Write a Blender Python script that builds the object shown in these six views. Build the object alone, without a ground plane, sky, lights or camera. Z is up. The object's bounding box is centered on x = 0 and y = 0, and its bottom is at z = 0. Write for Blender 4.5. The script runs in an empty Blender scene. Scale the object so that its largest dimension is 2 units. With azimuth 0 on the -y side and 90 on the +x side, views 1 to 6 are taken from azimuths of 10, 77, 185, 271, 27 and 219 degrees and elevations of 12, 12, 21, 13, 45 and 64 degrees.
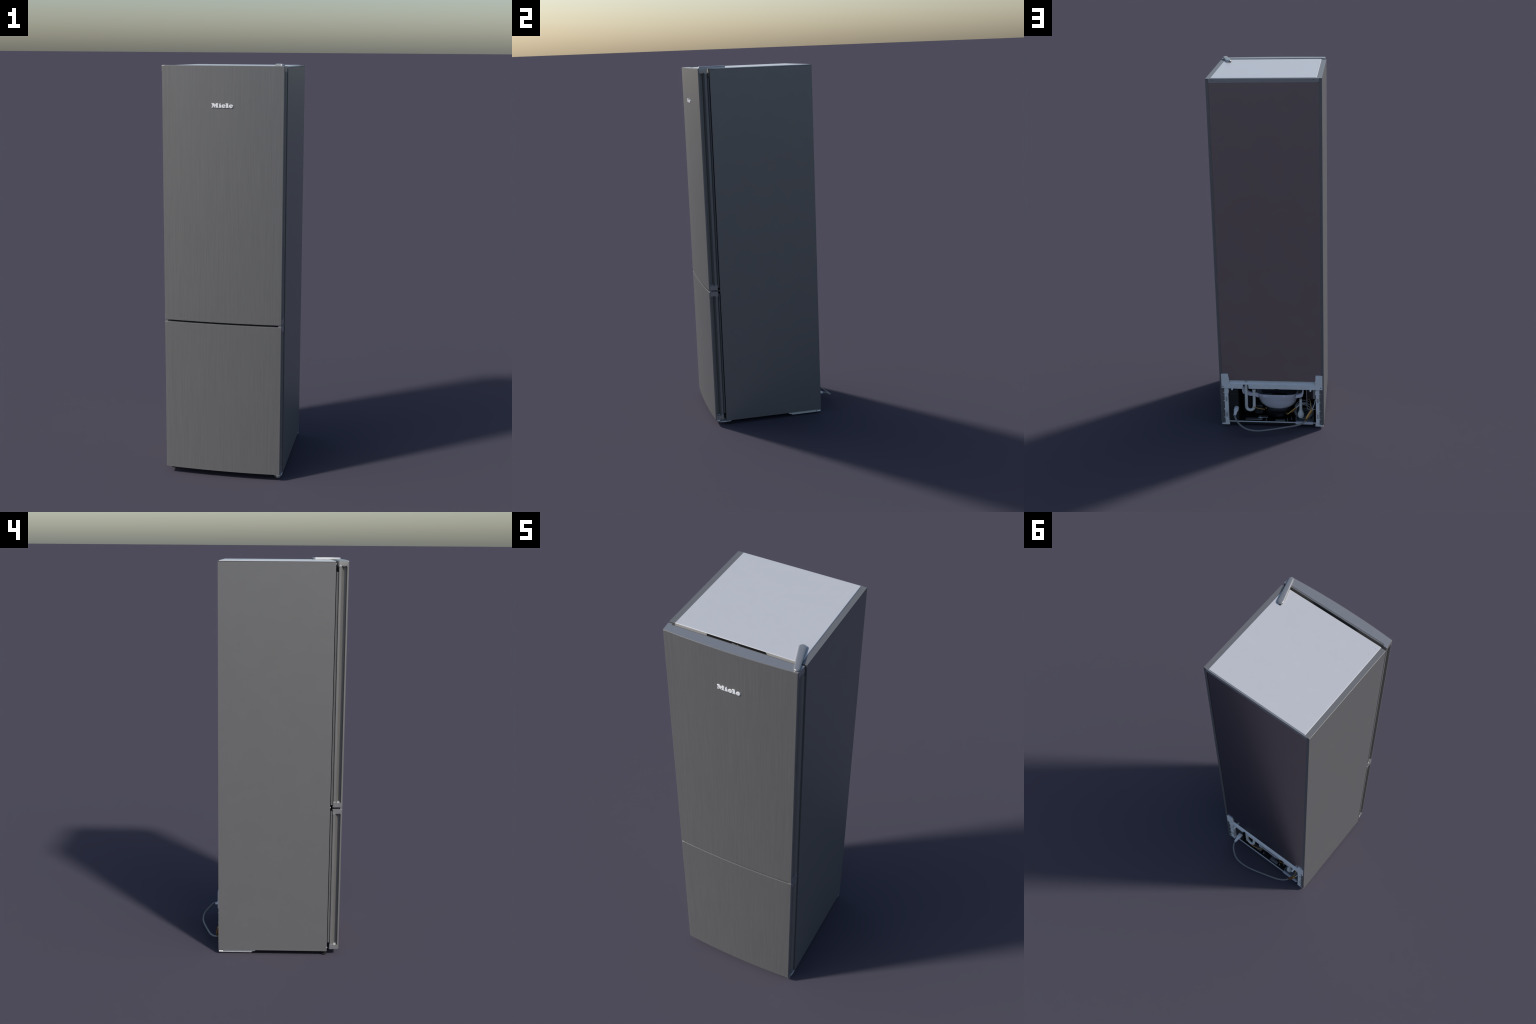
"""Tall two-door fridge-freezer with brushed steel doors and an open machine bay at the back."""
import bpy, bmesh, math, random
from mathutils import Vector, Matrix

random.seed(7)

# ------------------------------------------------------------------ sizes
HALF_WIDTH = {1: 0.2913, -1: 0.2929}   # outer skin on the hinge side and on the handle side
Y_FRONT, Y_BACK = -0.2965, 0.2615
Z_BOTTOM, Z_TOP = 0.0215, 1.9862
PLATE_HALF, PLATE_TOP = 0.2668, 1.9890
BAY_TOP = 0.262            # ceiling of the machine bay (hidden behind the crossbar)

DOOR_FRONT_EDGE, DOOR_BULGE = -0.3575, 0.0105
DOOR_HALF = 0.2822
DOOR_BACK = -0.3110


# ------------------------------------------------------------------ materials
def principled(name):
    m = bpy.data.materials.new(name)
    m.use_nodes = True
    return m, m.node_tree.nodes, m.node_tree.links, m.node_tree.nodes["Principled BSDF"]


def plain(name, colour, rough=0.5, metal=0.0, grain=0.04, scale=60.0, ior=1.5, bump=0.0, **extra):
    """A colour with a little noise in it, on object coordinates."""
    m, n, l, p = principled(name)
    tc = n.new("ShaderNodeTexCoord")
    noise = n.new("ShaderNodeTexNoise")
    noise.inputs["Scale"].default_value = scale
    noise.inputs["Detail"].default_value = 4
    l.new(tc.outputs["Object"], noise.inputs["Vector"])
    ramp = n.new("ShaderNodeValToRGB")
    ramp.color_ramp.elements[0].position, ramp.color_ramp.elements[1].position = 0.3, 0.7
    ramp.color_ramp.elements[0].color = (*[c * (1 - grain) for c in colour], 1)
    ramp.color_ramp.elements[1].color = (*[min(1, c * (1 + grain)) for c in colour], 1)
    l.new(noise.outputs["Fac"], ramp.inputs["Fac"])
    l.new(ramp.outputs["Color"], p.inputs["Base Color"])
    p.inputs["Roughness"].default_value = rough
    p.inputs["Metallic"].default_value = metal
    p.inputs["IOR"].default_value = ior
    if bump:
        b = n.new("ShaderNodeBump")
        b.inputs["Strength"].default_value = bump
        b.inputs["Distance"].default_value = 0.001
        l.new(noise.outputs["Fac"], b.inputs["Height"])
        l.new(b.outputs["Normal"], p.inputs["Normal"])
    for k, v in extra.items():
        p.inputs[k.replace("_", " ")].default_value = v
    return m


def brushed(name, colour, spread, rough, metal):
    """Vertical brush marks: noise stretched along z, two grain sizes."""
    m, n, l, p = principled(name)
    tc = n.new("ShaderNodeTexCoord")
    total = None
    for (sx, sz, w, det) in ((260.0, 3.0, 0.5, 3), (700.0, 7.0, 0.5, 2)):
        mp = n.new("ShaderNodeMapping")
        mp.inputs["Scale"].default_value = (sx, sx * 0.2, sz)
        l.new(tc.outputs["Object"], mp.inputs["Vector"])
        ns = n.new("ShaderNodeTexNoise")
        ns.inputs["Scale"].default_value = 1.0
        ns.inputs["Detail"].default_value = det
        l.new(mp.outputs["Vector"], ns.inputs["Vector"])
        mul = n.new("ShaderNodeMath")
        mul.operation = "MULTIPLY"
        mul.inputs[1].default_value = w
        l.new(ns.outputs["Fac"], mul.inputs[0])
        if total is None:
            total = mul
        else:
            add = n.new("ShaderNodeMath")
            add.operation = "ADD"
            l.new(total.outputs[0], add.inputs[0])
            l.new(mul.outputs[0], add.inputs[1])
            total = add
    ramp = n.new("ShaderNodeValToRGB")
    e = ramp.color_ramp.elements
    e[0].position, e[1].position = 0.33, 0.67
    e[0].color = (*[c * (1 - spread) for c in colour], 1)
    e[1].color = (*[c * (1 + spread) for c in colour], 1)
    l.new(total.outputs[0], ramp.inputs["Fac"])
    l.new(ramp.outputs["Color"], p.inputs["Base Color"])
    p.inputs["Roughness"].default_value = rough
    p.inputs["Metallic"].default_value = metal
    return m


M_STEEL = brushed("brushed_steel", (0.208, 0.206, 0.202), 0.095, 0.42, 0.35)
M_EDGE = plain("door_edge_steel", (0.25, 0.244, 0.235), 0.45, 0.35, 0.03)
M_SIDE = plain("painted_side_steel", (0.214, 0.213, 0.213), 0.38, 0.42, 0.015, 12)
M_CAP = plain("satin_grey_cap", (0.365, 0.367, 0.372), 0.30, 0.6, 0.02)
M_HINGE = plain("satin_grey_hinge", (0.365, 0.367, 0.372), 0.26, 0.6, 0.02)
M_WHITE = plain("white_lid_paint", (0.50, 0.51, 0.54), 0.28, 0.0, 0.01, 20)
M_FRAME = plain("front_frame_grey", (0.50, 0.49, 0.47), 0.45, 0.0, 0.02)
M_BACK = plain("dark_back_sheet", (0.475, 0.452, 0.448), 0.20, 1.0, 0.02, 8)
M_RIM = plain("rear_rim_steel", (0.36, 0.36, 0.36), 0.4, 0.35, 0.02)
M_GALV = plain("grey_white_plastic", (0.86, 0.86, 0.86), 0.5, 0.0, 0.04, 40)
M_TRAY = plain("tray_plastic", (0.66, 0.655, 0.73), 0.45, 0.0, 0.03, 30)
M_PIPE = plain("pipe_plastic", (0.76, 0.76, 0.74), 0.4, 0.0, 0.03, 30)
M_BLACK = plain("black_plastic", (0.018, 0.019, 0.02), 0.45, 0.0, 0.1)
M_BAY = plain("dark_bay_lining", (0.010, 0.010, 0.011), 0.7, 0.0, 0.1)
M_COMP = plain("black_enamel", (0.007, 0.007, 0.008), 0.3, 0.0, 0.1)
M_COPPER = plain("copper", (0.55, 0.33, 0.12), 0.35, 1.0, 0.12, 120)
M_TUBE = plain("bright_tube_metal", (0.62, 0.60, 0.60), 0.3, 0.9, 0.05)
M_CORD = plain("cord_rubber", (0.21, 0.215, 0.215), 0.5, 0.0, 0.06)
M_PLUG = plain("plug_plastic", (0.78, 0.78, 0.80), 0.45, 0.0, 0.03)
M_RAIL = plain("white_rail_plastic", (0.74, 0.74, 0.74), 0.4, 0.0, 0.02)
M_GASKET = plain("grey_gasket_rubber", (0.14, 0.14, 0.145), 0.55, 0.0, 0.05)
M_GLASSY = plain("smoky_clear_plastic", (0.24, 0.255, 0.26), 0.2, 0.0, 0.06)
M_PANEL = plain("dark_display_glass", (0.022, 0.022, 0.022), 0.25, 0.0, 0.05)
M_LETTER = plain("bright_letter_enamel", (0.93, 0.93, 0.94), 0.35, 0.0, 0.01)
M_PRINT = plain("printed_mark", (0.45, 0.45, 0.45), 0.5, 0.0, 0.01)
M_PIN = plain("white_pin", (0.85, 0.85, 0.83), 0.35, 0.0, 0.01)


# ------------------------------------------------------------------ builders
def make(name, bm, mat, parent, smooth=18.0):
    bmesh.ops.recalc_face_normals(bm, faces=bm.faces[:])
    me = bpy.data.meshes.new(name)
    bm.to_mesh(me)
    bm.free()
    if smooth:
        for p in me.polygons:
            p.use_smooth = True
        me.set_sharp_from_angle(angle=math.radians(smooth))
    me.materials.append(mat)
    o = bpy.data.objects.new(name, me)
    bpy.context.scene.collection.objects.link(o)
    o.parent = parent
    return o


def add_box(bm, lo, hi, bevel=0.0, seg=2):
    r = bmesh.ops.create_cube(bm, size=1.0)
    vs = r["verts"]
    c = [(a + b) / 2 for a, b in zip(lo, hi)]
    s = [b - a for a, b in zip(lo, hi)]
    for v in vs:
        v.co = Vector([c[i] + v.co[i] * s[i] for i in range(3)])
    if bevel:
        es = list({e for v in vs for e in v.link_edges})
        bmesh.ops.bevel(bm, geom=es, offset=bevel, segments=seg, profile=0.5, affect="EDGES")


def add_prism(bm, pts, a, b, axis="z", bevel=0.0, seg=2):
    """Extrude a 2D outline from a to b along an axis."""
    def put(p, t):
        if axis == "z":
            return (p[0], p[1], t)
        if axis == "y":
            return (p[0], t, p[1])
        return (t, p[0], p[1])
    lo = [bm.verts.new(put(p, a)) for p in pts]
    hi = [bm.verts.new(put(p, b)) for p in pts]
    n = len(pts)
    faces = [bm.faces.new(lo), bm.faces.new(hi)]
    for i in range(n):
        faces.append(bm.faces.new((lo[i], lo[(i + 1) % n], hi[(i + 1) % n], hi[i])))
    if bevel:
        bmesh.ops.bevel(bm, geom=list(set(faces[0].edges) | set(faces[1].edges)), offset=bevel,
                        segments=seg, profile=0.5, affect="EDGES")


def box(name, lo, hi, mat, parent, bevel=0.0):
    bm = bmesh.new()
    add_box(bm, lo, hi, bevel)
    return make(name, bm, mat, parent)


def prism(name, pts, a, b, mat, parent, axis="z", bevel=0.0, smooth=18.0):
    bm = bmesh.new()
    add_prism(bm, pts, a, b, axis, bevel)
    return make(name, bm, mat, parent, smooth)


def spline_points(ctrl, per=10):
    """Catmull-Rom through control points."""
    P = [Vector(p) for p in ctrl]
    P = [2 * P[0] - P[1]] + P + [2 * P[-1] - P[-2]]
    out = []
    for i in range(1, len(P) - 2):
        a, b, c, d = P[i - 1:i + 3]
        for k in range(per):
            t = k / per
            out.append(0.5 * ((2 * b) + (c - a) * t + (2 * a - 5 * b + 4 * c - d) * t * t + (3 * b - a - 3 * c + d) * t ** 3))
    out.append(P[-2])
    return out


def add_tube(bm, path, radius, sides=12, smooth_path=True):
    pts = spline_points(path) if smooth_path and len(path) > 2 else [Vector(p) for p in path]
    rad = radius if callable(radius) else (lambda t: radius)
    up = Vector((0.13, 0.21, 0.97))
    rings, prev = [], None
    for i, p in enumerate(pts):
        t = (pts[min(i + 1, len(pts) - 1)] - pts[max(i - 1, 0)]).normalized()
        ref = prev if prev else up
        u = (ref - t * ref.dot(t))
        if u.length < 1e-4:
            u = Vector((1, 0, 0)) - t * t.x
        u.normalize()
        prev = u
        w = t.cross(u)
        r = rad(i / max(1, len(pts) - 1))
        rings.append([bm.verts.new(p + (u * math.cos(2 * math.pi * k / sides) + w * math.sin(2 * math.pi * k / sides)) * r)
                      for k in range(sides)])
    for a, b in zip(rings, rings[1:]):
        for k in range(sides):
            bm.faces.new((a[k], a[(k + 1) % sides], b[(k + 1) % sides], b[k]))
    bm.faces.new(rings[0])
    bm.faces.new(rings[-1])


def tube(name, path, radius, mat, parent, sides=12, smooth_path=True):
    bm = bmesh.new()
    add_tube(bm, path, radius, sides, smooth_path)
    return make(name, bm, mat, parent, 50)


def add_lathe(bm, centre, profile, sides=40, axis="z"):
    """Revolve (radius, height) pairs about an axis through centre."""
    c = Vector(centre)
    rings = []
    for r, h in profile:
        ring = []
        for k in range(sides):
            a = 2 * math.pi * k / sides
            v = (r * math.cos(a), r * math.sin(a), h) if axis == "z" else (r * math.cos(a), h, r * math.sin(a))
            ring.append(bm.verts.new(c + Vector(v)))
        rings.append(ring)
    for a, b in zip(rings, rings[1:]):
        for k in range(sides):
            bm.faces.new((a[k], a[(k + 1) % sides], b[(k + 1) % sides], b[k]))
    bm.faces.new(rings[0])
    bm.faces.new(rings[-1])


def lathe(name, centre, profile, mat, parent, sides=40, axis="z"):
    bm = bmesh.new()
    add_lathe(bm, centre, profile, sides, axis)
    return make(name, bm, mat, parent, 40)


def empty(name, parent=None, at=(0, 0, 0)):
    o = bpy.data.objects.new(name, None)
    o.empty_display_size = 0.05
    o.location = at
    bpy.context.scene.collection.objects.link(o)
    o.parent = parent
    return o


fridge = empty("refrigerator")
fridge["label"] = "tall brushed steel two-door fridge freezer with white lid"
fridge["category"] = "refrigerator"

# ------------------------------------------------------------------ cabinet
# insulated core: side profile (y, z) with the machine bay cut out at the lower back
core = [(-0.2945, 0.0235), (-0.2945, 1.9840), (0.2562, 1.9840), (0.2562, 0.2995), (0.2300, 0.2950), (0.2300, BAY_TOP), (0.060, BAY_TOP),
        (-0.050, 0.150), (-0.050, 0.0235)]
prism("insulated_body", core, -0.2895, 0.2895, M_BAY, fridge, axis="x", smooth=0)

# each side skin: flat sheet folded onto the top and onto the back
T = 0.0012
for s in (1, -1):
    bm = bmesh.new()
    HALF_W = HALF_WIDTH[s]
    plan = [(s * HALF_W, Y_FRONT), (s * HALF_W, Y_BACK), (s * 0.2772, Y_BACK), (s * 0.2772, Y_BACK - T),
            (s * (HALF_W - T), Y_BACK - T), (s * (HALF_W - T), Y_FRONT + T), (s * 0.2667, Y_FRONT + T), (s * 0.2667, Y_FRONT)]
    add_prism(bm, plan, Z_BOTTOM, Z_TOP - 0.0006, "z")
    # folded strip on top
    x0, x1 = sorted((s * 0.2660, s * HALF_W))
    add_box(bm, (x0, Y_FRONT, Z_TOP - 0.003), (x1, Y_BACK, Z_TOP), 0.0008)
    make("cabinet_skin", bm, M_SIDE, fridge)
    # slotted rear upright below the crossbar (wider flange) with its small white slot plugs
    x0, x1 = sorted((s * 0.2660, s * 0.2905))
    flange = box("slotted_flange", (x0, Y_BACK - 0.004, 0.0225), (x1, Y_BACK - 0.0015, 0.262), M_SIDE, fridge)
    for z, h in ((0.1978, 0.0045), (0.0753, 0.0045), (0.0300, 0.0022)):
        box("slot_plug", (s * 0.2782 - 0.0022, Y_BACK - 0.003, z - h), (s * 0.2782 + 0.0022, Y_BACK - 0.0006, z + h),
            M_PLUG, flange, 0.0006)

# white lid plate with its small locating dimples, and the pale front frame under it
bm = bmesh.new()
add_box(bm, (-PLATE_HALF, Y_FRONT - 0.0006, Z_TOP - 0.030), (PLATE_HALF, 0.2578, PLATE_TOP), 0.0018, 1)
top = make("lid_panel", bm, M_WHITE, fridge)
for x, y in ((-0.2433, -0.2357), (-0.2541, -0.2768)):
    lathe("locating_screw", (x, y, PLATE_TOP - 0.001), [(0.0026, 0), (0.0026, 0.0014), (0.0016, 0.0019)], M_FRAME, top, 16)
frame = box("fascia_frame", (-PLATE_HALF, Y_FRONT - 0.0012, 1.930), (PLATE_HALF, Y_FRONT + 0.004, PLATE_TOP - 0.0012), M_FRAME, fridge, 0.0005)
panel = prism("control_panel", [(-0.1265, 1.936), (-0.1265, PLATE_TOP - 0.0018), (0.1215, PLATE_TOP - 0.0018), (0.1265, PLATE_TOP - 0.010), (0.1265, 1.936)],
              Y_FRONT - 0.0026, Y_FRONT - 0.0006, M_PANEL, fridge, axis="y")
# inner front frame behind the doors (dark gap everywhere else)
box("cabinet_liner", (-0.284, Y_FRONT + 0.0005, 0.030), (0.284, Y_FRONT + 0.004, 1.930), M_BAY, fridge)
# white hole plugs on the front edge of the cabinet
for s in (-1,):
    for z in (1.9752, 0.7867, 0.0400):
        lathe("hole_plug", (s * 0.2872, Y_FRONT + 0.001, z), [(0.0032, 0), (0.0032, -0.0020), (0.0018, -0.0032)], M_PIN, fridge, 16, "y")

# back sheet and rear top rim
back = box("cover_sheet", (-0.2775, 0.2566, 0.2950), (0.2775, 0.2592, 1.9665), M_BACK, fridge)
rim = [(-0.2785, 1.9860), (0.2765, 1.9860), (0.2765, 1.9645), (-0.2700, 1.9660), (-0.2785, 1.9690)]
rear_rim = prism("sheet_rim", rim, 0.2574, 0.2622, M_RIM, fridge, axis="y", bevel=0.0008)
for x, z in ((0.255, 1.979), (-0.250, 1.979)):
    lathe("rim_hole", (x, 0.2618, z), [(0.0022, 0), (0.0022, 0.0008)], M_BLACK, rear_rim, 12, "y")


# ------------------------------------------------------------------ doors
def front_y(x, inset=0.0):
    return DOOR_FRONT_EDGE - DOOR_BULGE * (1 - (x / DOOR_HALF) ** 2) + inset


def side_profile(s):
    """Right (s=1) or left edge of the door section, front to back, with the finger groove."""
    pts = [(0.2836, -0.3562), (0.2852, -0.3500), (0.2838, -0.3493), (0.2680, -0.3485), (0.2668, -0.3470), (0.2668, -0.3360),
           (0.2680, -0.3345), (0.2850, -0.3230), (0.2862, -0.3215), (0.2882, -0.3128), (0.2870, DOOR_BACK)]
    return [(s * x, y) for x, y in pts]


def door_section(n=48):
    right = side_profile(1)
    left = side_profile(-1)
    front = [(-DOOR_HALF + 2 * DOOR_HALF * i / n, front_y(-DOOR_HALF + 2 * DOOR_HALF * i / n)) for i in range(n + 1)]
    return left[::-1] + front + right


def cap_plate(inset=0.0026, n=32):
    h = DOOR_HALF - 0.001
    front = [(-h + 2 * h * i / n, front_y(-h + 2 * h * i / n, inset)) for i in range(n + 1)]
    rear_r = [(0.2850, -0.3515), (0.2862, -0.3225), (0.2885, -0.3125), (0.2870, -0.3080), (0.2705, -0.3080), (0.2690, -0.3185)]
    return front + rear_r + [(-x, y) for x, y in reversed(rear_r)]


def end_cap(name, z_edge, inward, parent):
    """Plastic closure at one end of a door: a plate plus a block that stops the finger groove on each side."""
    bm = bmesh.new()
    a, b = sorted((z_edge, z_edge + inward * 0.0045))
    add_prism(bm, cap_plate(), a, b, "z", bevel=0.0007)
    for s in (1, -1):
        blk = [(s * x, y) for x, y in ((0.2620, -0.3500), (0.2848, -0.3512), (0.2858, -0.3510), (0.2864, -0.3240), (0.2891, -0.3126), (0.2878, -0.3092), (0.2700, -0.3092), (0.2690, -0.3180), (0.2620, -0.3185))]
        a, b = sorted((z_edge + inward * 0.0012, z_edge + inward * 0.0235))
        add_prism(bm, blk, a, b, "z", bevel=0.0006)
        lip = [(s * x, y) for x, y in ((0.2826, -0.3508), (0.2857, -0.3508), (0.2857, -0.3488), (0.2826, -0.3484))]
        rear = [(s * x, y) for x, y in ((0.2690, -0.3235), (0.2865, -0.3236), (0.2892, -0.3127), (0.2877, -0.3095), (0.2700, -0.3095), (0.2690, -0.3180))]
        a, b = sorted((z_edge + inward * 0.020, z_edge + inward * 0.0285))
        add_prism(bm, lip, a, b, "z")
        add_prism(bm, rear, a, b, "z", bevel=0.0004)
        # rounded run-out of the groove against the cap
        a, b = sorted((z_edge + inward * 0.0225, z_edge + inward * 0.0300))
        add_prism(bm, [(s * 0.262, -0.3475), (s * 0.2735, -0.3470), (s * 0.2775, -0.3300), (s * 0.262, -0.3290)], a, b, "z", bevel=0.002, seg=3)
    return make(name, bm, M_CAP, parent)


def build_door(z0, z1):
    bm = bmesh.new()
    add_prism(bm, door_section(), z0 + 0.0012, z1 - 0.0014, "z", bevel=0.0018)
    door = make("door", bm, M_STEEL, fridge, 12)
    end_cap("door_end_cap", z1, -1, door)
    end_cap("door_end_cap", z0, 1, door)
    # inner liner and the bellows gasket that closes on the cabinet
    box("door_liner", (-0.2700, DOOR_BACK - 0.002, z0 + 0.040), (0.2700, -0.3075, z1 - 0.056), M_GASKET, door, 0.002)
    lo, hi = z0 + (0.036 if z0 < 0.1 else 0.012), z1 - (0.052 if z1 > 1.5 else 0.012)
    ring = bmesh.new()
    ox, w = 0.2860, 0.030
    gy0, gy1 = -0.3085, -0.3005
    for sx in (1, -1):
        sec = [(sx * (ox - w), gy0), (sx * (ox - 0.0025), gy0), (sx * (ox - 0.0005), gy0 + 0.0025), (sx * (ox - 0.002), gy0 + 0.0045),
               (sx * ox, gy1 - 0.0020), (sx * ox, gy1), (sx * (ox - w), gy1)]
        add_prism(ring, sec, lo, hi, "z")
    add_box(ring, (-ox + w, gy0, lo), (ox - w, gy1, lo + 0.02))
    add_box(ring, (-ox + w, gy0, hi - 0.02), (ox - w, gy1, hi))
    make("door_gasket", ring, M_GASKET, door)
    return door


lower_door = build_door(0.0310, 0.7790)
upper_door = build_door(0.7880, 1.9905)


# ------------------------------------------------------------------ lettering (slab-serif word on the upper door)
def arc(cx, cy, rx, ry, a0, a1, n=28):
    return [(cx + rx * math.cos(math.radians(a0 + (a1 - a0) * i / n)), cy + ry * math.sin(math.radians(a0 + (a1 - a0) * i / n)))
            for i in range(n + 1)]


def glyph_e(cx):
    outer = arc(cx, 101, 139, 112, -2, 318)
    mouth = arc(cx + 16, 72, 52, 28, 330, 200, 10) + [(cx - 30, 82), (cx + 70, 84)]
    return [outer + mouth, arc(cx + 2, 140, 24, 32, 0, 360, 20)[:-1]]


GLYPHS = [
    [[(0, 280), (165, 280), (232, 165), (302, 280), (452, 280), (452, 254), (420, 212), (420, 72), (452, 26), (452, 0), (265, 0),
      (265, 22), (296, 70), (302, 160), (200, 0), (186, 0), (86, 158), (84, 70), (118, 22), (118, 0), (2, 0), (2, 24), (42, 72), (42, 212), (2, 254)]],
    [[(475, 208), (636, 208), (636, 58), (664, 24), (664, 0), (474, 0), (474, 24), (510, 58), (510, 166), (475, 190)],
     [(556, 282), (616, 282), (592, 222), (532, 222)]],
    glyph_e(808),
    [[(940, 282), (1120, 282), (1120, 62), (1150, 26), (1150, 0), (940, 0), (940, 24), (980, 62), (980, 218), (940, 256)]],
    glyph_e(1302),
]
UNIT = 0.1005 / 1441.0


def glyph_mesh(loops, depth, unit):
    cu = bpy.data.curves.new("glyph", "CURVE")
    cu.dimensions, cu.fill_mode, cu.extrude = "2D", "BOTH", depth / 2
    for loop in loops:
        sp = cu.splines.new("POLY")
        sp.points.add(len(loop) - 1)
        sp.use_cyclic_u = True
        for p, (x, y) in zip(sp.points, loop):
            p.co = (x * unit, y * unit, 0, 1)
    o = bpy.data.objects.new("glyph", cu)
    bpy.context.scene.collection.objects.link(o)
    bpy.context.view_layer.update()
    me = bpy.data.meshes.new_from_object(o.evaluated_get(bpy.context.evaluated_depsgraph_get()))
    bpy.data.objects.remove(o)
    bpy.data.curves.remove(cu)
    return me


def write_word(name, parent, mat, x, y, z, unit, depth):
    for loops in GLYPHS:
        me = glyph_mesh(loops, depth, unit)
        me.name = name
        me.transform(Matrix.Translation((x, y, z)) @ Matrix.Rotation(math.pi / 2, 4, "X"))
        me.materials.clear()
        me.materials.append(mat)
        o = bpy.data.objects.new(name, me)
        bpy.context.scene.collection.objects.link(o)
        o.parent = parent


write_word("letter", upper_door, M_LETTER, -0.0485, -0.36920, 1.8030, UNIT, 0.0030)
write_word("printed_letter", panel, M_PRINT, -0.0185, Y_FRONT - 0.0026, 1.9742, UNIT * 0.33, 0.0006)

# ------------------------------------------------------------------ hinges
# pill-shaped cover over the top hinge: wider at the back, domed top
def pill(front, back, r0, r1, n=14):
    f, b = Vector(front), Vector(back)
    d = (f - b).normalized()
    base = math.atan2(d.y, d.x)
    out = []
    for c, r, a0 in ((f, r0, base - math.pi / 2), (b, r1, base + math.pi / 2)):
        for i in range(n + 1):
            a = a0 + math.pi * i / n
            out.append((c.x + r * math.cos(a), c.y + r * math.sin(a)))
    return out


bm = bmesh.new()
outline = pill((0.2715, -0.3425), (0.2345, -0.2170), 0.0122, 0.0155)
layers = [(0.0, 1.9875), (0.0, 1.9950), (0.0012, 1.9978), (0.0035, 1.9992), (0.0075, 1.9999)]
rings = []
fx, fy = Vector((0.2715, -0.3425)), Vector((0.2345, -0.2170))
for inset, z in layers:
    rings.append([bm.verts.new((x, y, z)) for x, y in pill(fx, fy, 0.0122 - inset, 0.0155 - inset)])
for a, b in zip(rings, rings[1:]):
    for k in range(len(a)):
        bm.faces.new((a[k], a[(k + 1) % len(a)], b[(k + 1) % len(b)], b[k]))
bm.faces.new(rings[0])
bm.faces.new(rings[-1])
cover = make("hinge_cover", bm, M_HINGE, fridge, 40)
box("hinge_cover_slot", (0.2225, -0.2065, 1.9886), (0.2345, -0.2008, 1.9938), M_BLACK, cover, 0.0008)
# middle hinge plate lying in the gap between the doors
prism("hinge_plate", [(0.250, Y_FRONT), (0.2880, Y_FRONT), (0.2895, -0.3060), (0.2865, -0.3350), (0.2825, -0.3480), (0.2700, -0.3500), (0.2600, -0.3350), (0.250, -0.3200)],
      0.7818, 0.7848, M_HINGE, fridge, bevel=0.0006)
# pads that close the ends of the gap at the front corners
for s in (1, -1):
    x0, x1 = sorted((s * 0.2690, s * 0.2832))
    box("gap_pad", (x0, -0.3550, 0.7780), (x1, -0.3460, 0.7868), M_HINGE, lower_door, 0.001)
# bottom hinge: bracket plate under the door and its bearing
bottom_hinge = prism("hinge_bracket", [(0.235, -0.2700), (0.2885, -0.2700), (0.2890, -0.3100), (0.2850, -0.3350), (0.2780, -0.3480), (0.2660, -0.3480), (0.2560, -0.3300), (0.235, -0.3000)],
                     0.0150, 0.0185, M_RAIL, fridge, bevel=0.0008)
lathe("hinge_bearing", (0.2745, -0.3390, 0.0160), [(0.0120, 0), (0.0130, 0.003), (0.0125, 0.009), (0.0090, 0.0165)], M_HINGE, bottom_hinge, 24)

# ------------------------------------------------------------------ feet and transport rails
for s in (1, -1):
    foot = bmesh.new()
    add_lathe(foot, (s * 0.2700, -0.2830, 0.0), [(0.0125, 0.0), (0.0140, 0.002), (0.0140, 0.006), (0.0070, 0.008), (0.0065, 0.023)], 24)
    make("levelling_foot", foot, M_BLACK, fridge)
    x0, x1 = sorted((s * 0.2500, s * 0.2805))
    rail = prism("transport_rail", [(0.0700, 0.0215), (0.0730, 0.0115), (0.0880, 0.0100), (0.0920, 0.0045), (0.2420, 0.0045), (0.2580, 0.0120), (0.2605, 0.0215)],
                 x0, x1, M_RAIL, fridge, axis="x", bevel=0.0006)
    box("rail_notch", (s * 0.2806 - 0.0006, 0.2375, 0.0075), (s * 0.2806 + 0.0006, 0.2410, 0.0150), M_BLACK, rail)
    lathe("transport_roller", (s * 0.2640, 0.1700, 0.0125), [(0.0125, -0.006), (0.0125, 0.006)], M_BLACK, fridge, 24, "y")

# ------------------------------------------------------------------ machine bay
# floor tray of the bay with a bright folded edge
box("bay_floor", (-0.2475, -0.060, 0.0090), (0.2475, 0.2480, 0.0122), M_BLACK, fridge)
box("bay_floor_edge", (-0.2470, 0.2470, 0.0100), (0.2470, 0.2500, 0.0275), M_BLACK, fridge, 0.0012)

box("bay_floor_lip", (-0.2470, 0.2465, 0.0232), (0.2470, 0.2525, 0.0285), M_RAIL, fridge, 0.0012)  # metal lip coloured white for the sky reflected along it

# crossbar with raised end tabs, a step along its length and a notch for the drain pipe
bar = bmesh.new()
face = [(-0.2560, 0.2445), (-0.2560, 0.2715), (0.2500, 0.2715), (0.2500, 0.2430), (0.1640, 0.2420), (0.1605, 0.2705), (0.1305, 0.2705),
        (0.1295, 0.2435), (-0.0170, 0.2440), (-0.0180, 0.2470), (-0.0380, 0.2470), (-0.0390, 0.2440)]
add_prism(bar, face, 0.2560, 0.2640, "y", bevel=0.0008)
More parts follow.
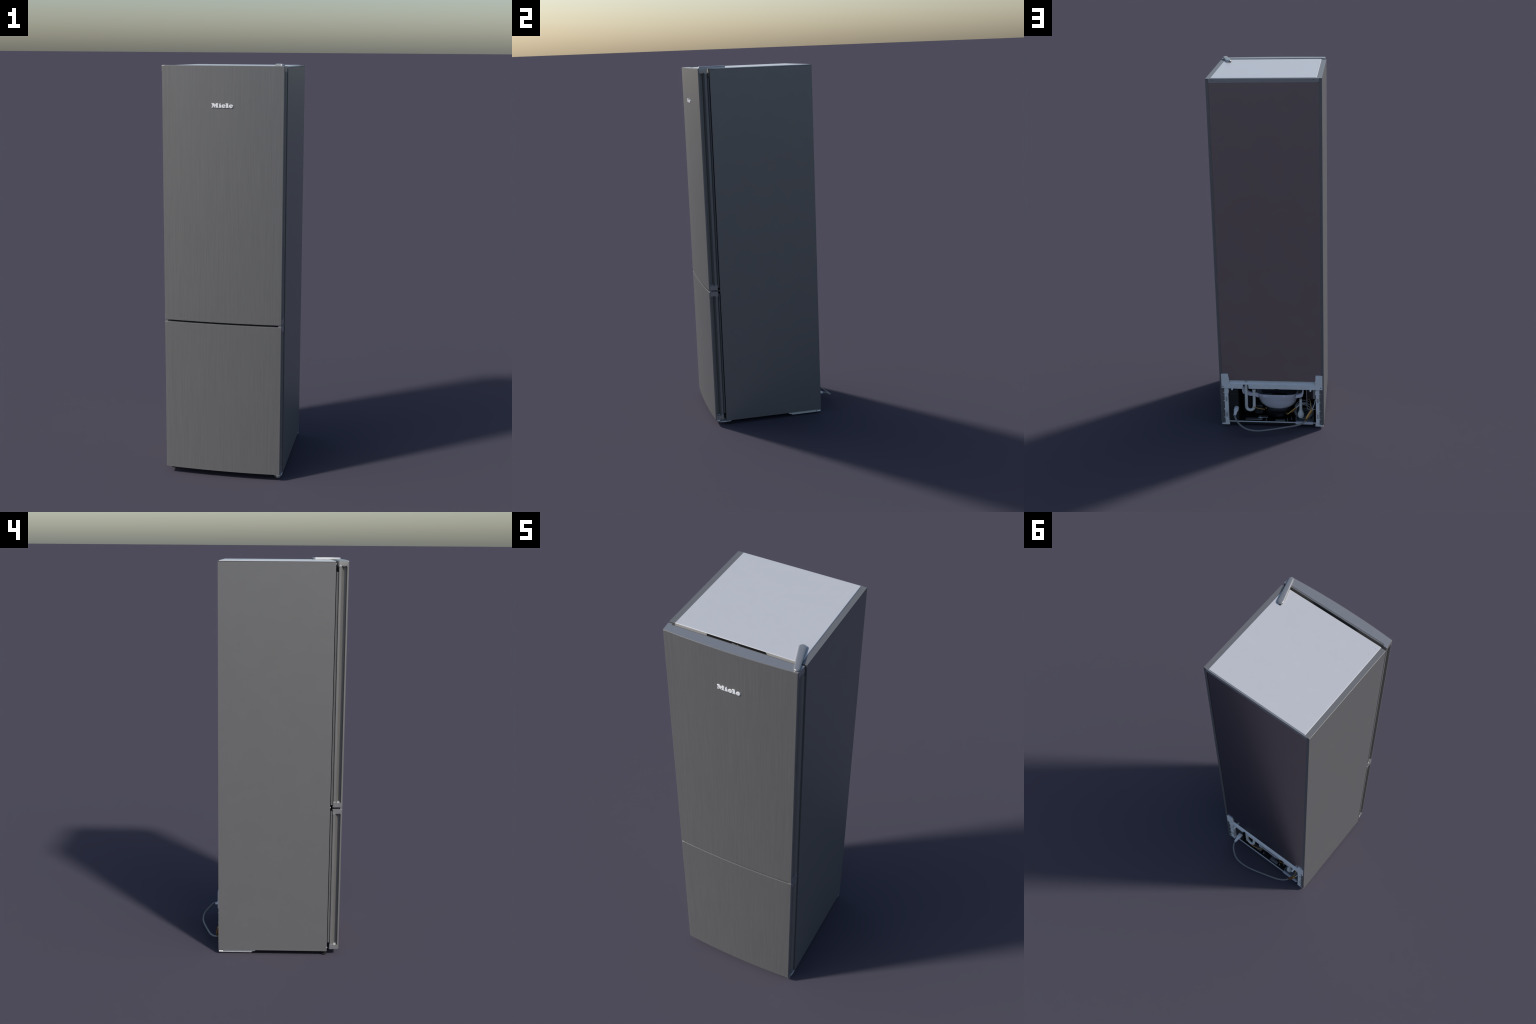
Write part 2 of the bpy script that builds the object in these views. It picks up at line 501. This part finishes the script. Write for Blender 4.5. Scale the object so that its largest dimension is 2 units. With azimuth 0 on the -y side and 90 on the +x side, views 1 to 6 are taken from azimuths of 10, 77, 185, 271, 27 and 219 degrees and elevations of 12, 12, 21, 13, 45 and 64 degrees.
# ledge rising towards the cabinet under the back sheet
add_prism(bar, [(0.2640, 0.2708), (0.2600, 0.2730), (0.2480, 0.2880), (0.2480, 0.2700)], -0.2440, 0.2400, "x", bevel=0.0006)
add_prism(bar, [(0.2410, 0.2455), (0.2818, 0.2460), (0.2825, 0.3328), (0.2440, 0.3332), (0.2420, 0.3150), (0.2385, 0.2980)], 0.2565, 0.2650, "y", bevel=0.001)
add_prism(bar, [(-0.2450, 0.2455), (-0.2855, 0.2455), (-0.2858, 0.3328), (-0.2475, 0.3322), (-0.2468, 0.3000), (-0.2450, 0.2980)], 0.2565, 0.2650, "y", bevel=0.001)
crossbar = make("support_crossbar", bar, M_GALV, fridge)
for x, z in ((0.2738, 0.2569), (-0.2766, 0.2570)):
    lathe("crossbar_screw", (x, 0.2655, z), [(0.0028, 0), (0.0024, 0.0012)], M_BLACK, crossbar, 12, "y")
for x in (0.2212, -0.2188):
    lathe("wall_spacer", (x, 0.2600, 0.2462), [(0.0052, 0), (0.0052, 0.0195), (0.0042, 0.0215)], M_PLUG, crossbar, 20, "y")

# corner uprights with their clips, darker shade plates and a foot
for s in (1, -1):
    up = bmesh.new()
    c = s * 0.2582
    for x0, x1 in ((c - 0.0100, c - 0.0058), (c + 0.0058, c + 0.0100)):          # two ribs
        add_box(up, (x0, 0.2380, 0.0240), (x1, 0.2612, 0.2420), 0.0010)
    add_box(up, (c - 0.0070, 0.2360, 0.0240), (c + 0.0070, 0.2570, 0.2420))       # web between them
    x0, x1 = sorted((s * 0.2440, s * 0.2675))
    add_box(up, (x0, 0.2360, 0.2080), (x1, 0.2630, 0.2350), 0.004)
    for z0, z1 in ((0.1000, 0.1500), (0.0330, 0.0480), (0.1900, 0.2100)):         # filled stretches
        add_box(up, (c - 0.0098, 0.2500, z0), (c + 0.0098, 0.2618, z1), 0.0010)
    for z in (0.0570, 0.1100, 0.1635, 0.2165):                                    # clip teeth towards the side skin
        x0, x1 = sorted((s * 0.2670, s * 0.2738))
        add_box(up, (x0, 0.2560, z - 0.0020), (x1, 0.2635, z + 0.0020), 0.0008)
    add_prism(up, [(s * 0.2450, 0.0090), (s * 0.2890, 0.0095), (s * 0.2890, 0.0170), (s * 0.2710, 0.0185), (s * 0.2660, 0.0270), (s * 0.2450, 0.0275)],
              0.2380, 0.2600, "y", bevel=0.0012)
    upright = make("corner_upright", up, M_GALV, fridge)
    for z in (0.0720, 0.1720):                                                   # darker plates modelled for the shade inside the recesses
        box("recess_shade_plate", (c - 0.0045, 0.2560, z - 0.0130), (c + 0.0040, 0.2580, z + 0.0130), M_FRAME, upright, 0.0005)

# control electronics housing (dark) and terminal box beside it
elec = bmesh.new()
add_box(elec, (0.1920, 0.1000, 0.0250), (0.2480, 0.2420, 0.2250), 0.004)
add_box(elec, (0.1980, 0.2400, 0.0400), (0.2400, 0.2440, 0.2000), 0.002)
make("electronics_box", elec, M_BLACK, fridge)
box("terminal_box", (0.1240, 0.0700, 0.0500), (0.1720, 0.1850, 0.1650), M_BLACK, fridge, 0.008)

# compressor: squat black pot on a base frame with feet bolts
compressor = lathe("compressor", (-0.0250, 0.1400, 0.0), [(0.030, 0.0285), (0.074, 0.036), (0.088, 0.055), (0.090, 0.085), (0.087, 0.088), (0.090, 0.091),
                                               (0.075, 0.112), (0.045, 0.120), (0.020, 0.122)], M_COMP, fridge, 48)
cradle = bmesh.new()
for x0, x1, y, z in ((0.0600, 0.1560, 0.2250, 0.0300), (0.0300, 0.0850, 0.2050, 0.0330), (-0.0700, -0.0150, 0.2300, 0.0270)):
    add_box(cradle, (x0, y - 0.010, z - 0.0016), (x1, y + 0.010, z + 0.0016), 0.0008)
make("compressor_cradle", cradle, M_TUBE, compressor)
for x, y in ((0.0720, 0.2150), (-0.1060, 0.2150), (0.0380, 0.2300), (-0.0840, 0.2300)):
    lathe("mounting_bolt", (x, y, 0.0235), [(0.0042, 0), (0.0042, 0.006), (0.0016, 0.0065), (0.0016, 0.0200)], M_TUBE, compressor, 12)
relay = bmesh.new()
add_box(relay, (0.0560, 0.1500, 0.0550), (0.1050, 0.2150, 0.1150), 0.010)
add_box(relay, (0.0700, 0.2100, 0.0780), (0.0980, 0.2220, 0.1000), 0.004)
make("start_relay", relay, M_BLACK, compressor)

# evaporation tray hung above the compressor: bowl between a long rim and a narrow outlet arm
tray = bmesh.new()
NB = 56


def tray_ring(cx, hx, y0, y1, z, power=2.6):
    cy, hy = (y0 + y1) / 2, (y1 - y0) / 2
    out = []
    for k in range(NB):
        a = 2 * math.pi * k / NB
        ca, sa = math.cos(a), math.sin(a)
        out.append(Vector((cx + hx * math.copysign(abs(ca) ** (2 / power), ca), cy + hy * math.copysign(abs(sa) ** (2 / power), sa), z)))
    return out


prof = [(-0.0300, 0.0620, 0.0750, 0.2100, 0.0940, 2.2), (-0.0290, 0.0870, 0.0680, 0.2260, 0.1010, 2.3), (-0.0280, 0.1030, 0.0620, 0.2370, 0.1200, 2.5),
        (-0.0270, 0.1110, 0.0600, 0.2440, 0.1450, 2.8), (-0.0265, 0.1155, 0.0580, 0.2490, 0.1700, 3.2), (-0.0265, 0.1180, 0.0500, 0.2540, 0.1820, 4.0),
        (-0.0265, 0.1190, 0.0500, 0.2565, 0.2035, 5.0), (-0.0265, 0.1170, 0.0520, 0.2545, 0.2035, 5.0), (-0.0265, 0.1160, 0.0520, 0.2520, 0.1830, 4.0),
        (-0.0270, 0.1130, 0.0610, 0.2460, 0.1690, 3.2), (-0.0280, 0.1010, 0.0650, 0.2350, 0.1210, 2.5), (-0.0300, 0.0600, 0.0770, 0.2080, 0.0970, 2.2)]
rings = [[tray.verts.new(p) for p in tray_ring(*r)] for r in prof]
for a, b in zip(rings, rings[1:]):
    for k in range(NB):
        tray.faces.new((a[k], a[(k + 1) % NB], b[(k + 1) % NB], b[k]))
tray.faces.new(rings[0])
tray.faces.new(rings[-1])
# stepped arm towards the drain pipe and the raised lug on the other end
arm = [(0.0800, 0.2035), (0.0960, 0.2080), (0.1240, 0.2090), (0.1330, 0.2170), (0.1500, 0.2180), (0.1560, 0.2500), (0.1700, 0.2500),
       (0.1690, 0.2140), (0.1640, 0.2010), (0.1400, 0.1960), (0.1270, 0.1880), (0.0950, 0.1890), (0.0870, 0.1800), (0.0760, 0.1800)]
add_prism(tray, arm, 0.2300, 0.2440, "y", bevel=0.001)
lug = [(-0.1360, 0.2040), (-0.1560, 0.2090), (-0.1700, 0.2140), (-0.1760, 0.2500), (-0.1800, 0.2500), (-0.1780, 0.2150), (-0.1730, 0.1960), (-0.1660, 0.1900), (-0.1340, 0.1840)]
add_prism(tray, lug, 0.2400, 0.2540, "y", bevel=0.001)
for x in (0.0400, -0.0660):
    add_box(tray, (x - 0.0100, 0.2535, 0.1880), (x + 0.0100, 0.2570, 0.2025), 0.0008)
drip_tray = make("drip_tray", tray, M_TRAY, fridge, 35)
# dark rear guard behind the tray
box("tray_guard", (-0.1700, 0.1000, 0.1300), (0.0950, 0.1040, 0.2600), M_GASKET, fridge, 0.001)

# U-shaped drain pipe with a collar
R = 0.0212
bend = [(0.1252 + R * math.cos(math.radians(a)), 0.2440, 0.1190 + R * math.sin(math.radians(a))) for a in range(0, -181, -15)]
path = [(0.1430, 0.2500, 0.2850), (0.1448, 0.2520, 0.2300), (0.1462, 0.2500, 0.1250)] + \
       [(x, y, z) for x, y, z in bend] + [(0.1035, 0.2420, 0.1250), (0.1030, 0.2380, 0.1600), (0.1022, 0.2370, 0.2180)]
drain = tube("drain_pipe", path, 0.0084, M_PIPE, fridge, 20, smooth_path=False)
lathe("pipe_collar", (0.1022, 0.2370, 0.2150), [(0.0100, 0), (0.0105, 0.003), (0.0105, 0.010), (0.0085, 0.013)], M_PIPE, drain, 20)

# mains cord: from the plug, sagging out behind the bay, back to the other side
cord = [(0.2092, 0.2930, 0.0890), (0.2040, 0.3120, 0.0870), (0.1975, 0.3255, 0.0800), (0.1855, 0.3385, 0.0680), (0.1560, 0.3590, 0.0530), (0.1200, 0.3672, 0.0410),
        (0.0714, 0.3660, 0.0355), (0.0111, 0.3545, 0.0370), (-0.0497, 0.3390, 0.0400), (-0.0919, 0.3275, 0.0420), (-0.1315, 0.3150, 0.0430),
        (-0.1664, 0.2970, 0.0455), (-0.1883, 0.2753, 0.0520), (-0.2040, 0.2500, 0.0680), (-0.2120, 0.2200, 0.0850)]
power_cord = tube("power_cord", cord, 0.0048, M_CORD, fridge, 12)
plug = bmesh.new()
add_tube(plug, [(0.2045, 0.2400, 0.1080), (0.2050, 0.2560, 0.1060), (0.2065, 0.2640, 0.1020)], 0.0130, 16)
add_tube(plug, [(0.2060, 0.2600, 0.1030), (0.2080, 0.2800, 0.0950), (0.2095, 0.2960, 0.0885)], lambda t: 0.0105 - 0.0040 * t, 16)
make("mains_plug", plug, M_PLUG, fridge, 40)

# copper tubes, joints and the dryer cartridge
tube("copper_tube", [(0.1049, 0.2620, 0.1280), (0.0800, 0.2560, 0.1160), (0.0440, 0.2380, 0.1000)], 0.0024, M_COPPER, fridge, 10)
lathe("copper_joint", (0.0360, 0.2350, 0.1020), [(0.0040, 0), (0.0046, 0.003), (0.0040, 0.008)], M_COPPER, fridge, 14)
tube("copper_tube", [(-0.0850, 0.2250, 0.0640), (-0.1100, 0.2250, 0.0870), (-0.1340, 0.2250, 0.1090)], 0.0042, M_COPPER, fridge, 12)
tube("copper_tube", [(-0.1020, 0.2150, 0.0680), (-0.1200, 0.2150, 0.0820), (-0.1320, 0.2150, 0.0960)], 0.0030, M_COPPER, fridge, 12)
lathe("copper_joint", (-0.0790, 0.2200, 0.0640), [(0.0046, 0), (0.0052, 0.003), (0.0046, 0.009)], M_COPPER, fridge, 14)
tube("steel_tube", [(-0.1330, 0.2250, 0.1080), (-0.1450, 0.2240, 0.1190), (-0.1580, 0.2200, 0.1290), (-0.1800, 0.2100, 0.1270), (-0.2150, 0.2000, 0.1180)], 0.0036, M_TUBE, fridge, 12)
tube("steel_tube", [(-0.1935, 0.2200, 0.2500), (-0.1950, 0.2200, 0.1600), (-0.1965, 0.2200, 0.1120), (-0.2020, 0.2210, 0.0990), (-0.2420, 0.2220, 0.0970)], 0.0028, M_TUBE, fridge, 10)
tube("steel_tube", [(-0.2440, 0.2250, 0.2000), (-0.2430, 0.2300, 0.1600), (-0.2360, 0.2450, 0.1350), (-0.2270, 0.2580, 0.1180)], 0.0030, M_TUBE, fridge, 10)
tube("dryer_cartridge", [(-0.2270, 0.2580, 0.1210), (-0.2240, 0.2620, 0.1160), (-0.2220, 0.2640, 0.1130), (-0.2100, 0.2690, 0.0940), (-0.1980, 0.2730, 0.0730),
                         (-0.1940, 0.2740, 0.0660), (-0.1850, 0.2730, 0.0500), (-0.1720, 0.2700, 0.0280)],
     lambda t: 0.0030 if t < 0.2 else (0.0078 if t < 0.66 else 0.0078 - 0.0058 * (t - 0.66) / 0.34), M_COPPER, fridge, 16)
tube("copper_tube", [(-0.2240, 0.2600, 0.1160), (-0.2180, 0.2480, 0.1400), (-0.2160, 0.2350, 0.1570), (-0.2080, 0.2250, 0.1640), (-0.2000, 0.2200, 0.1560)], 0.0017, M_COPPER, fridge, 8)

# smoky catch bin with a coil of hose, hung float and its stem
bin_ = bmesh.new()
add_box(bin_, (-0.2320, 0.1200, 0.0240), (-0.1330, 0.1220, 0.0500), 0.0005)
add_box(bin_, (-0.2320, 0.1200, 0.0240), (-0.2300, 0.2450, 0.0600), 0.0005)
add_box(bin_, (-0.1345, 0.1200, 0.0240), (-0.1325, 0.2450, 0.0600), 0.0005)
add_box(bin_, (-0.2320, 0.1200, 0.0240), (-0.1330, 0.2450, 0.0270), 0.0005)
catch_bin = make("catch_bin", bin_, M_GLASSY, fridge)
box("bin_lip", (-0.2300, 0.2440, 0.0180), (-0.1310, 0.2560, 0.0310), M_TRAY, catch_bin, 0.0015)
for r, y in ((0.0520, 0.1800), (0.0470, 0.1950), (0.0530, 0.2080), (0.0450, 0.2180)):
    ring = [(-0.1760 + r * math.cos(2 * math.pi * k / 36), y, 0.0800 + r * math.sin(2 * math.pi * k / 36)) for k in range(37)]
    tube("coiled_hose", ring, 0.0032, M_GLASSY, catch_bin, 8, smooth_path=False)
fl = bmesh.new()
add_lathe(fl, (-0.1605, 0.2260, 0.0), [(0.0080, 0.0480), (0.0150, 0.0510), (0.0178, 0.0600), (0.0178, 0.0720), (0.0140, 0.0830), (0.0085, 0.0960), (0.0080, 0.1150), (0.0070, 0.1660)], 28)
make("float_valve", fl, M_PIPE, fridge, 40)
block = box("hanging_block", (-0.2440, 0.2080, 0.1700), (-0.2300, 0.2320, 0.2450), M_RIM, fridge, 0.002)
box("valve_housing", (-0.2420, 0.1200, 0.1500), (-0.1900, 0.2060, 0.2550), M_BLACK, fridge, 0.004)
